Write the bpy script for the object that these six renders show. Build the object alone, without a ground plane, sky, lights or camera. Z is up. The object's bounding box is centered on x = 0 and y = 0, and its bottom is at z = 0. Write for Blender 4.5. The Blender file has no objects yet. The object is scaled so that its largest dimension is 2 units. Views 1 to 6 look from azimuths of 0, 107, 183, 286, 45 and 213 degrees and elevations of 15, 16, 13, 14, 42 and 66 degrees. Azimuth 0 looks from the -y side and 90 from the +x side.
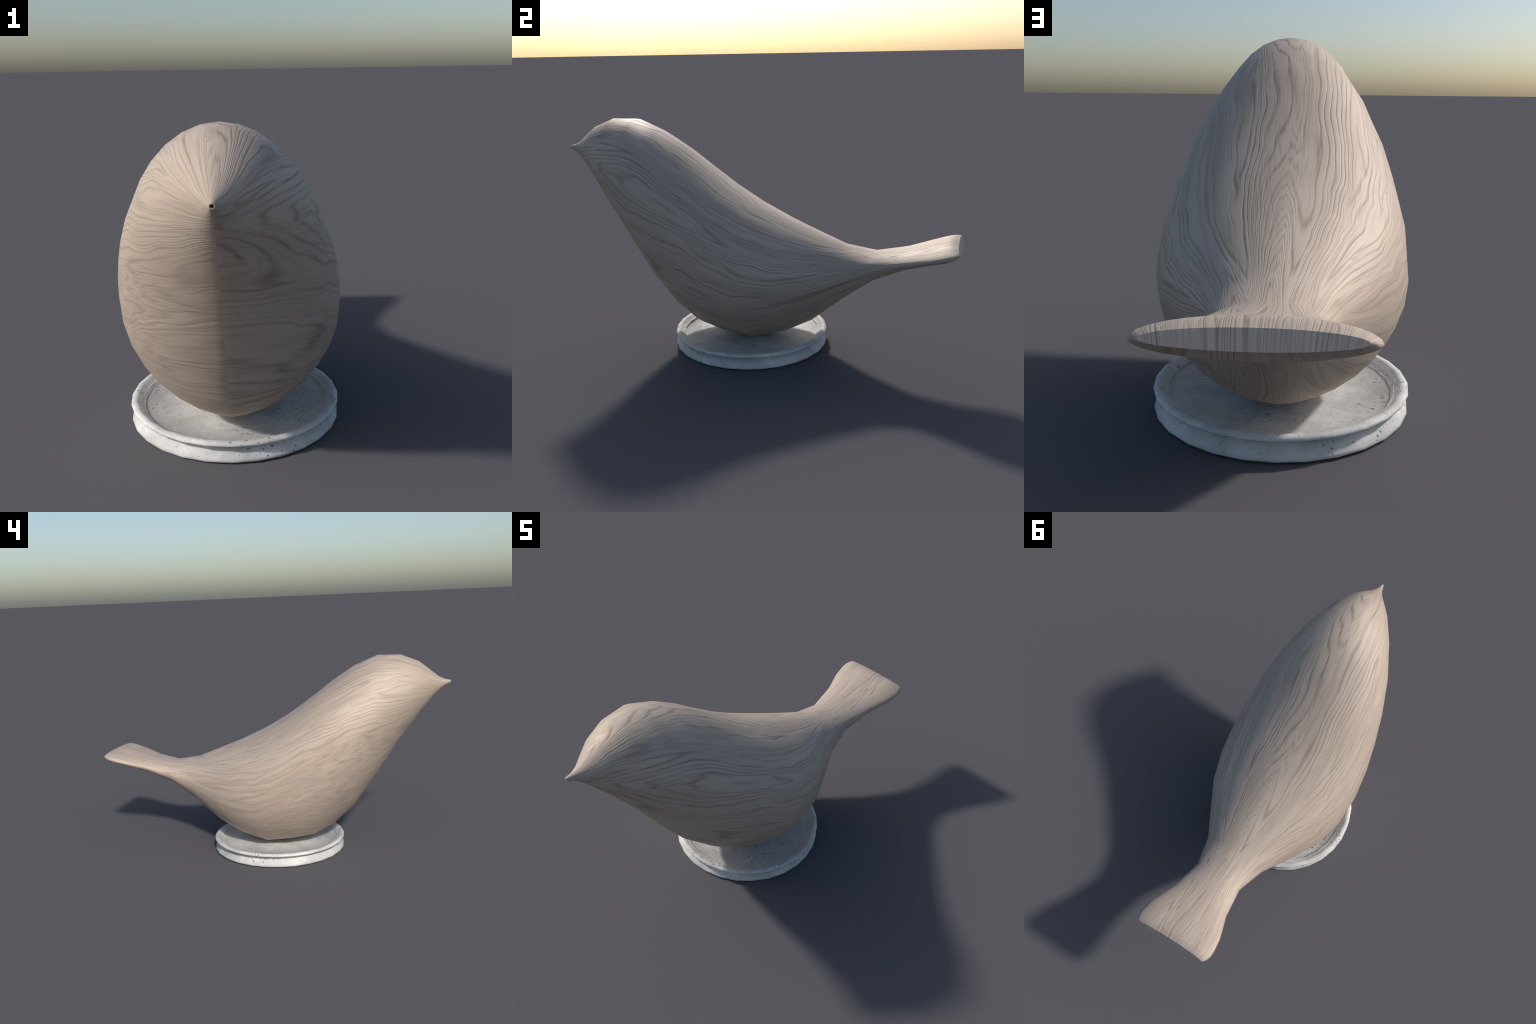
"""A carved wooden bird resting in a shallow turned stone dish."""
import bpy, math
from mathutils import Vector

# ------------------------------------------------------------------ helpers
def new_object(name, mesh, parent=None):
    ob = bpy.data.objects.new(name, mesh)
    bpy.context.scene.collection.objects.link(ob)
    ob.parent = parent
    return ob


class Nodes:
    """Small builder: every method returns an output socket."""
    def __init__(self, name):
        self.mat = bpy.data.materials.new(name)
        self.mat.use_nodes = True
        self.t = self.mat.node_tree
        self.t.nodes.clear()

    def node(self, kind, **kw):
        n = self.t.nodes.new(kind)
        for k, v in kw.items():
            setattr(n, k, v)
        return n

    def put(self, sock, v):
        if isinstance(v, bpy.types.NodeSocket):
            self.t.links.new(v, sock)
        else:
            sock.default_value = v

    def math(self, op, a, b=None, c=None, clamp=False):
        n = self.node('ShaderNodeMath', operation=op, use_clamp=clamp)
        for i, v in enumerate((a, b, c)):
            if v is not None:
                self.put(n.inputs[i], v)
        return n.outputs[0]

    def add(self, a, b): return self.math('ADD', a, b)
    def sub(self, a, b): return self.math('SUBTRACT', a, b)
    def mul(self, a, b): return self.math('MULTIPLY', a, b)
    def div(self, a, b): return self.math('DIVIDE', a, b)

    def smooth(self, v, lo, hi, to0=0.0, to1=1.0):
        n = self.node('ShaderNodeMapRange', interpolation_type='SMOOTHSTEP')
        for k, x in zip(('Value', 'From Min', 'From Max', 'To Min', 'To Max'), (v, lo, hi, to0, to1)):
            self.put(n.inputs[k], x)
        return n.outputs[0]

    def vec(self, x, y, z):
        n = self.node('ShaderNodeCombineXYZ')
        for i, v in enumerate((x, y, z)):
            self.put(n.inputs[i], v)
        return n.outputs[0]

    def noise(self, vec, scale=1.0, detail=2.0, rough=0.5, dims='3D', distortion=0.0):
        n = self.node('ShaderNodeTexNoise', noise_dimensions=dims)
        self.put(n.inputs['Vector'], vec)
        n.inputs['Scale'].default_value = scale
        n.inputs['Detail'].default_value = detail
        n.inputs['Roughness'].default_value = rough
        n.inputs['Distortion'].default_value = distortion
        return n.outputs['Fac']

    def curve(self, v, pts, lo, hi):
        """Piecewise linear function of v through pts; pts are (v, value) with values lo..hi."""
        x = self.math('MULTIPLY_ADD', v, 0.5, 0.5)
        n = self.node('ShaderNodeFloatCurve')
        m = n.mapping
        m.use_clip = False
        c = m.curves[0]
        ps = [((a + 1) / 2, (b - lo) / (hi - lo)) for a, b in pts]
        while len(c.points) < len(ps):
            c.points.new(0.5, 0.5)
        for p, q in zip(c.points, ps):
            p.location = q
        for p in c.points:
            p.handle_type = 'VECTOR'
        m.update()
        self.put(n.inputs['Value'], x)
        return self.math('MULTIPLY_ADD', n.outputs[0], hi - lo, lo)

    def ramp(self, v, stops, interp='LINEAR'):
        n = self.node('ShaderNodeValToRGB')
        r = n.color_ramp
        r.interpolation = interp
        while len(r.elements) < len(stops):
            r.elements.new(0.5)
        for e, (p, col) in zip(r.elements, stops):
            e.position = p
            e.color = (col, col, col, 1) if isinstance(col, float) else (*col, 1)
        self.put(n.inputs[0], v)
        return n.outputs[0]

    def mix(self, f, a, b, mode='MIX'):
        n = self.node('ShaderNodeMix', data_type='RGBA', blend_type=mode)
        self.put(n.inputs[0], f)
        for i, v in ((6, a), (7, b)):
            self.put(n.inputs[i], (*v, 1) if isinstance(v, tuple) else v)
        return n.outputs[2]

    def finish(self, color, rough, height=None, dist=0.003, strength=0.5, spec=0.4, metal=0.0):
        p = self.node('ShaderNodeBsdfPrincipled')
        self.put(p.inputs['Base Color'], color)
        self.put(p.inputs['Roughness'], rough)
        p.inputs['Specular IOR Level'].default_value = spec
        p.inputs['Metallic'].default_value = metal
        if height is not None:
            b = self.node('ShaderNodeBump')
            b.inputs['Strength'].default_value = strength
            b.inputs['Distance'].default_value = dist
            self.put(b.inputs['Height'], height)
            self.t.links.new(b.outputs[0], p.inputs['Normal'])
        o = self.node('ShaderNodeOutputMaterial')
        self.t.links.new(p.outputs[0], o.inputs[0])
        return self.mat


# ------------------------------------------------------------------ bird: profile stations
# y along the body from beak to tail, height of the back, height of the belly, half width,
# level of the widest line (fraction of the height), and the exponents that round the
# back, the belly and the flanks of the cross-section.
STATIONS = [
    (-1.000, 0.9803, 0.9672, 0.0066, 0.50, 2.00, 2.00, 2.00),
    (-0.968, 0.9868, 0.9495, 0.0148, 0.56, 1.95, 1.9, 1.97),
    (-0.936, 1.0020, 0.9225, 0.0327, 0.59, 1.92, 1.85, 1.95),
    (-0.890, 1.0391, 0.867, 0.0695, 0.60, 1.90, 1.8, 1.93),
    (-0.836, 1.0812, 0.7985, 0.1159, 0.551, 1.92, 1.72, 1.90),
    (-0.739, 1.1201, 0.664, 0.1843, 0.51, 1.95, 1.6, 1.86),
    (-0.612, 1.1209, 0.457, 0.2558, 0.532, 1.99, 1.4, 1.80),
    (-0.485, 1.0656, 0.269, 0.3064, 0.557, 1.94, 1.42, 1.90),
    (-0.365, 0.9868, 0.1515, 0.3405, 0.567, 1.91, 1.56, 2.02),
    (-0.250, 0.8978, 0.0855, 0.3644, 0.547, 1.96, 1.68, 2.08),
    (-0.130, 0.8103, 0.0600, 0.3759, 0.529, 1.93, 1.77, 2.12),
    (0.015, 0.7230, 0.0388, 0.3661, 0.532, 1.87, 1.74, 2.09),
    (0.170, 0.6496, 0.0780, 0.3210, 0.538, 1.8, 1.66, 2.00),
    (0.300, 0.5977, 0.1446, 0.252, 0.538, 1.8, 1.67, 1.92),
    (0.455, 0.5368, 0.2725, 0.164, 0.521, 1.82, 1.80, 1.98),
    (0.600, 0.5121, 0.3781, 0.1253, 0.520, 1.96, 1.90, 2.02),
    (0.750, 0.5345, 0.4491, 0.1486, 0.522, 2.00, 1.92, 2.00),
    (0.860, 0.5645, 0.4903, 0.1881, 0.49, 2.01, 1.95, 2.00),
    (0.925, 0.5825, 0.508, 0.1993, 0.47, 2.02, 1.95, 2.00),
    (0.955, 0.5885, 0.5225, 0.1990, 0.455, 2.03, 1.95, 2.00),
    (0.975, 0.589, 0.5345, 0.1925, 0.45, 2.03, 1.95, 2.00),
    (0.988, 0.5845, 0.5505, 0.1835, 0.45, 2.03, 1.95, 2.00),
]
SEG = 32


def lean(y):
    """How far the cut through the upturned tail end leans forward per unit of height."""
    return -0.55 * max(0.0, (y - 0.86) / 0.13) ** 1.4


def section(st, k=SEG):
    """Closed cross-section of the body in the plane y = const, starting at the back."""
    y, top, bot, w, level, eu, el, ef = st
    zc = bot + (top - bot) * level
    pts = []
    for i in range(k):
        a = 2 * math.pi * i / k
        s, c = math.sin(a), math.cos(a)
        e = eu if c >= 0 else el
        h = top - zc if c >= 0 else zc - bot
        x = w * 1.004 * math.copysign(abs(s) ** (2 / e), s)
        z = zc + h * math.copysign(abs(c) ** (2 / ef), c)
        pts.append(Vector((0.0 if abs(s) < 1e-9 else x, y + lean(y) * (z - zc), z)))
    return pts


# ------------------------------------------------------------------ wood
def oak_wood(name='pale_oak', end_cut=False):
    """Oak whose grain runs from the breast and beak back to the tail, drawn as the contour
    lines of a field stretched along the body.  end_cut: stripes across the sawn tail end."""
    m = Nodes(name)
    co = m.node('ShaderNodeTexCoord').outputs['Object']
    sep = m.node('ShaderNodeSeparateXYZ')
    m.put(sep.inputs[0], co)
    x, y, z = sep.outputs
    # lower guide of the grain: drawn up to the beak, level under the breast, then the belly itself
    floor_line = [(-1.0, 0.78), (-0.96, 0.68), (-0.90, 0.46), (-0.836, 0.26), (-0.739, 0.10), (-0.612, 0.035), (-0.40, 0.03)]
    floor_line += [(s[0], s[2] - 0.004) for s in STATIONS if s[0] > -0.26]
    guide = lambda v: next(p[1] + (q[1] - p[1]) * (v - p[0]) / (q[0] - p[0])
                           for p, q in zip(floor_line, floor_line[1:]) if v <= q[0])
    top = m.curve(y, [(s[0], s[1]) for s in STATIONS], 0.4, 1.2)
    low = m.curve(y, floor_line, 0.0, 0.8)
    wid = m.curve(y, [(s[0], s[3] * 1.006) for s in STATIONS], 0.0, 0.4)
    share, mids = [], []
    for s in STATIONS:
        zc = s[2] + (s[1] - s[2]) * s[4]
        mids.append((s[0], zc))
        share.append((s[0], min(1, max(0, (s[1] - zc) / (s[1] - guide(s[0]))))))
    upper = m.curve(y, share, 0.0, 1.0)
    mid_z = m.curve(y, mids, 0.2, 1.0)
    # angle round the body from the back line: from width near the back, from height lower down
    phi = m.math('DIVIDE', m.sub(top, z), m.sub(top, low), clamp=True)
    a_z = m.math('ARCCOSINE', m.math('MULTIPLY_ADD', phi, -2.0, 1.0))
    rel = m.math('MINIMUM', m.div(m.math('ABSOLUTE', x), wid), 1.0)
    drop = m.sub(1.0, m.math('SQRT', m.math('SUBTRACT', 1.0, m.mul(rel, rel), clamp=True)))
    a_x = m.math('ARCCOSINE', m.math('MULTIPLY_ADD', m.mul(upper, drop), -2.0, 1.0))
    if not end_cut:
        under = m.math('LESS_THAN', z, mid_z)
        a_low = m.math('ARCCOSINE', m.math('MULTIPLY_ADD', m.mul(m.sub(1.0, upper), drop), 2.0, -1.0))
        a_full = m.add(m.mul(a_x, m.sub(1.0, under)), m.mul(a_low, under))
        body = m.smooth(y, 0.38, 0.72, 1.0, 0.0)
        side_w = m.mul(m.smooth(phi, 0.04, 0.16), body)
        ang = m.add(m.mul(a_full, m.sub(1.0, side_w)), m.mul(a_z, side_w))
    else:
        ang = a_x
    sgn = m.math('SIGN', x)
    sa = m.mul(ang, sgn)
    u = y
    # the two flanks come from different places of the board once away from the back
    shift = m.mul(sgn, m.smooth(ang, 0.5, 2.2, 0.0, 0.35))

    # small waves shared by neighbouring lines
    wave = m.noise(m.vec(m.mul(sa, 3.5), m.mul(u, 5.0), 44.0), detail=1.5, rough=0.5)
    sa = m.add(sa, m.mul(m.sub(wave, 0.5), 0.12))
    warp = m.noise(m.vec(m.mul(sa, 2.2), m.mul(u, 0.9), 3.1), detail=1.0)
    sa_w = m.add(sa, m.mul(m.sub(warp, 0.5), 0.30))
    big = m.noise(m.vec(m.mul(sa_w, 2.1), m.add(m.mul(u, 0.66), shift), SEED), detail=0.6, rough=0.3)
    mid = m.noise(m.vec(m.mul(sa, 6.5), m.mul(u, 0.8), 1.7), detail=2.0, rough=0.5)
    jit = m.noise(m.vec(m.mul(sa, 26.0), m.mul(u, 2.6), 5.0), detail=2.5, rough=0.6)
    swing = m.smooth(sa, -1.3, -0.4, 13.0, 24.0)
    f = m.add(m.mul(m.sub(big, 0.5), swing), m.mul(sa, 5.5))
    f = m.add(f, m.mul(mid, 2.0))
    f = m.add(f, m.mul(jit, 0.38))
    ring = m.math('FRACT', f)
    line = m.ramp(ring, [(0.0, 0.35), (0.12, 0.08), (0.45, 0.0), (0.66, 0.16), (0.85, 1.0), (0.92, 0.85), (1.0, 0.35)])
    ring2 = m.math('FRACT', m.add(m.mul(f, 2.3), m.mul(jit, 0.6)))
    line2 = m.ramp(ring2, [(0.0, 0.4), (0.2, 0.0), (0.5, 0.05), (0.8, 1.0), (1.0, 0.4)])
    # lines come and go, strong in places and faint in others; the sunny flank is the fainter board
    fade = m.noise(m.vec(m.mul(sa, 5.0), m.mul(u, 1.3), 12.0), detail=2.0)
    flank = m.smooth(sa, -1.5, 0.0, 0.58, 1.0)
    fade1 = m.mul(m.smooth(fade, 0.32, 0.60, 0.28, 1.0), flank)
    fade2 = m.smooth(fade, 0.62, 0.36, 0.0, 0.55)
    line = m.math('MAXIMUM', m.mul(line, fade1), m.mul(line2, fade2))
    # the lines are broken up by short open pores, darker than the wood
    nick = m.noise(m.vec(m.mul(sa, 34.0), m.mul(u, 7.0), 55.0), detail=3.0, rough=0.6)
    line = m.mul(line, m.smooth(nick, 0.30, 0.58, 0.45, 1.08))
    streak = m.noise(m.vec(m.mul(sa, 48.0), m.mul(u, 4.0), 77.0), detail=2.0, rough=0.55)
    where = m.noise(m.vec(m.mul(sa, 4.5), m.mul(u, 2.5), 81.0), detail=2.0)
    streak = m.mul(m.smooth(streak, 0.54, 0.72), m.smooth(where, 0.40, 0.62, 0.12, 0.75))
    line = m.math('MAXIMUM', line, streak)
    # broad soft tone, and pore streaks along the grain
    tone = m.noise(m.vec(m.mul(sa, 5.0), m.mul(u, 2.4), 21.0), detail=4.0, rough=0.6)
    pores = m.noise(m.vec(m.mul(sa, 60.0), m.mul(u, 6.0), 2.0), detail=2.0, rough=0.6)
    knots = m.noise(m.vec(m.mul(sa, 11.0), m.mul(u, 1.3), 31.0), detail=3.0, rough=0.6)
    knots = m.smooth(knots, 0.62, 0.80)
    gain = 1.2 if end_cut else 1.0      # the tail's end face is coloured a little paler than the rest
    light, deep = (tuple(c * gain for c in w) for w in (WOOD_A, WOOD_B))
    col = m.mix(m.smooth(tone, 0.3, 0.7), light, deep)
    col = m.mix(m.mul(line, 0.64), col, WOOD_LINE)
    col = m.mix(m.mul(knots, 0.28), col, WOOD_KNOT)
    col = m.mix(m.smooth(pores, 0.45, 0.75, 0.0, 0.16), col, WOOD_LINE)
    height = m.sub(m.mul(pores, 0.2), m.mul(line, 1.0))
    rough = m.math('MULTIPLY_ADD', line, 0.08, 0.58)
    return m.finish(col, rough, height, dist=0.0025, strength=0.36, spec=0.35, metal=0.12)


SEED = 2.3          # which slice of the board the figure comes from
WOOD_A = (0.545, 0.451, 0.373)
WOOD_B = (0.472, 0.383, 0.309)
WOOD_LINE = (0.200, 0.152, 0.116)
WOOD_KNOT = (0.27, 0.20, 0.148)


# ------------------------------------------------------------------ stone
def travertine():
    m = Nodes('white_travertine')
    co = m.node('ShaderNodeTexCoord').outputs['Object']
    cloud = m.noise(co, 9.0, 4.0, 0.6)
    fine = m.noise(co, 60.0, 4.0, 0.65)
    stretch = m.node('ShaderNodeMapping')
    m.put(stretch.inputs[0], co)
    stretch.inputs['Scale'].default_value = (1.0, 1.9, 1.7)
    stretch.inputs['Rotation'].default_value = (0, 0, 0.25)
    v = m.node('ShaderNodeTexVoronoi')
    m.put(v.inputs['Vector'], stretch.outputs[0])
    v.inputs['Scale'].default_value = 46.0
    v2 = m.node('ShaderNodeTexVoronoi')
    m.put(v2.inputs['Vector'], co)
    v2.inputs['Scale'].default_value = 95.0
    wob = m.mul(m.sub(fine, 0.5), 0.30)
    where = m.noise(co, 7.0, 2.0, 0.5)
    size = m.smooth(where, 0.45, 0.64, -0.05, 0.28)
    rnd = m.node('ShaderNodeSeparateColor')
    m.put(rnd.inputs[0], v.outputs['Color'])
    keep = m.math('GREATER_THAN', rnd.outputs[0], 0.5)
    d = m.add(v.outputs['Distance'], wob)
    pit = m.mul(m.math('SUBTRACT', 1.0, m.smooth(m.sub(d, size), -0.06, 0.06), clamp=True), keep)
    rnd2 = m.node('ShaderNodeSeparateColor')
    m.put(rnd2.inputs[0], v2.outputs['Color'])
    keep2 = m.math('GREATER_THAN', rnd2.outputs[1], 0.74)
    d2 = m.add(v2.outputs['Distance'], wob)
    speck = m.mul(m.math('SUBTRACT', 1.0, m.smooth(d2, 0.10, 0.26), clamp=True), keep2)
    col = m.mix(m.smooth(cloud, 0.32, 0.68), STONE_A, STONE_B)
    col = m.mix(m.smooth(fine, 0.45, 0.75, 0.0, 0.35), col, STONE_GREY)
    col = m.mix(m.mul(speck, 0.6), col, STONE_PIT)
    col = m.mix(m.mul(pit, 0.72), col, STONE_PIT)
    height = m.sub(m.add(m.mul(cloud, 0.8), m.mul(fine, 0.5)), m.add(pit, m.mul(speck, 0.5)))
    return m.finish(col, m.math('MULTIPLY_ADD', fine, 0.2, 0.5), height, dist=0.004, strength=0.5, spec=0.2)


STONE_A = (0.655, 0.645, 0.63)
STONE_B = (0.485, 0.48, 0.468)
STONE_GREY = (0.41, 0.405, 0.39)
STONE_PIT = (0.15, 0.115, 0.085)


# ------------------------------------------------------------------ build the bird
def build_bird():
    root = bpy.data.objects.new('wooden_bird', None)
    bpy.context.scene.collection.objects.link(root)
    root['label'] = 'smooth pale oak bird with raised head and flared tail'
    root['category'] = 'bird figurine'
    wood, end_wood = oak_wood(), oak_wood('oak_end_cut', True)

    rings = [section(s) for s in STATIONS]
    verts, faces, region = [], [], []
    for r in rings:
        verts += r
    n = len(rings)

    def part_of(i):          # band between station i and i+1
        y = STATIONS[i][0]
        if y < -0.95: return 'beak'
        if y < -0.65: return 'head'
        if y < 0.6: return 'torso'
        return 'tail'
    for i in range(n - 1):
        for k in range(SEG):
            a, b = i * SEG + k, i * SEG + (k + 1) % SEG
            faces.append((a, b, b + SEG, a + SEG))
            region.append(part_of(i))
    # flat end of the tail, its own crisp edge
    mid_end = sum(rings[-1], Vector()) / SEG
    bevel = len(verts)
    verts += [mid_end + (p - mid_end) * 0.955 + Vector((0, 0.004, 0)) for p in rings[-1]]
    last = (n - 1) * SEG
    for k in range(SEG):
        k2 = (k + 1) % SEG
        faces.append((last + k, last + k2, bevel + k2, bevel + k))
        region.append('tail')
    cap0 = len(verts)
    verts += [p.copy() for p in verts[bevel:bevel + SEG]]
    cap_c = len(verts)
    verts.append(mid_end + Vector((0, 0.004, 0)))
    for k in range(SEG):
        faces.append((cap0 + k, cap0 + (k + 1) % SEG, cap_c))
        region.append('tail_end')
    # drilled tip of the beak: rim, bore, bottom
    c = sum(rings[0], Vector()) / SEG
    prev = len(verts)
    verts += [p.copy() for p in rings[0]]
    for scale, dy, sharp in ((0.74, 0.0, True), (0.70, 0.022, True)):
        if sharp and dy:
            prev2 = len(verts)
            verts += [c + (p - c) * 0.74 for p in rings[0]]
            prev = prev2
        cur = len(verts)
        verts += [c + (p - c) * scale + Vector((0, dy, 0)) for p in rings[0]]
        for k in range(SEG):
            k2 = (k + 1) % SEG
            faces.append((prev + k2, prev + k, cur + k, cur + k2))
            region.append('beak')
        prev = cur
    end = len(verts)
    verts.append(c + Vector((0, 0.022, 0)))
    for k in range(SEG):
        faces.append((prev + (k + 1) % SEG, prev + k, end))
        region.append('beak')

    whole = bpy.data.meshes.new('whole_body')
    whole.from_pydata([tuple(v) for v in verts], [], faces)
    whole.update()
    normals = [v.normal.copy() for v in whole.vertices]
    probe = 9 * SEG + SEG // 4
    if normals[probe].x * verts[probe].x < 0:
        faces = [tuple(reversed(f)) for f in faces]
        normals = [-q for q in normals]
    bpy.data.meshes.remove(whole)

    for name in ('beak', 'head', 'torso', 'tail'):
        used, out, slots = {}, [], []
        for f, r in zip(faces, region):
            if r.split('_')[0] != name:
                continue
            slots.append(int(r == 'tail_end'))
            out.append([used.setdefault(v, len(used)) for v in f])
        order = sorted(used, key=used.get)
        me = bpy.data.meshes.new(name)
        me.from_pydata([tuple(verts[v]) for v in order], [], out)
        me.materials.append(wood)
        if name == 'tail':
            me.materials.append(end_wood)
        me.update()
        for p, slot in zip(me.polygons, slots):
            p.use_smooth = True
            p.material_index = slot
        me.normals_split_custom_set_from_vertices([tuple(normals[v]) for v in order])
        new_object(name, me, root)
    return root


# ------------------------------------------------------------------ build the dish
DISH_Y = -0.028
DISH_PROFILE = [        # (radius, height) from the underside outwards, up, over the lip and into the bowl
    (0.0, 0.004), (0.30, 0.004), (0.365, 0.0), (0.380, 0.0015), (0.3855, 0.007), (0.384, 0.015), (0.376, 0.028),
    (0.364, 0.042), (0.351, 0.053), (0.342, 0.0590), (0.3460, 0.0610), (0.3780, 0.0598), (0.3862, 0.0630),
    (0.3872, 0.0668), (0.3848, 0.0722), (0.3785, 0.0756), (0.3700, 0.0765), (0.3615, 0.0738),
    (0.3360, 0.0490), (0.200, 0.0450), (0.0, 0.0455),
]


def build_dish():
    seg = 28
    prof = DISH_PROFILE
    verts, faces = [], []
    rings = []
    for r, z in prof:
        if r == 0:
            rings.append([len(verts)])
            verts.append((0, DISH_Y, z))
            continue
        rings.append(list(range(len(verts), len(verts) + seg)))
        for k in range(seg):
            a = 2 * math.pi * k / seg
            verts.append((r * math.sin(a), DISH_Y - r * math.cos(a), z))
    for A, B in zip(rings[:-1], rings[1:]):
        for k in range(seg):
            k2 = (k + 1) % seg
            if len(A) == 1:
                faces.append((A[0], B[k2], B[k]))
            elif len(B) == 1:
                faces.append((A[k], A[k2], B[0]))
            else:
                faces.append((A[k], A[k2], B[k2], B[k]))
    me = bpy.data.meshes.new('stone_dish')
    me.from_pydata(verts, [], faces)
    me.materials.append(travertine())
    me.update()
    for p in me.polygons:
        p.use_smooth = True
    me.set_sharp_from_angle(angle=math.radians(75))
    ob = new_object('stone_dish', me)
    ob['label'] = 'shallow round white pitted stone dish with grooved rim'
    ob['category'] = 'stone dish'
    return ob


build_bird()
build_dish()
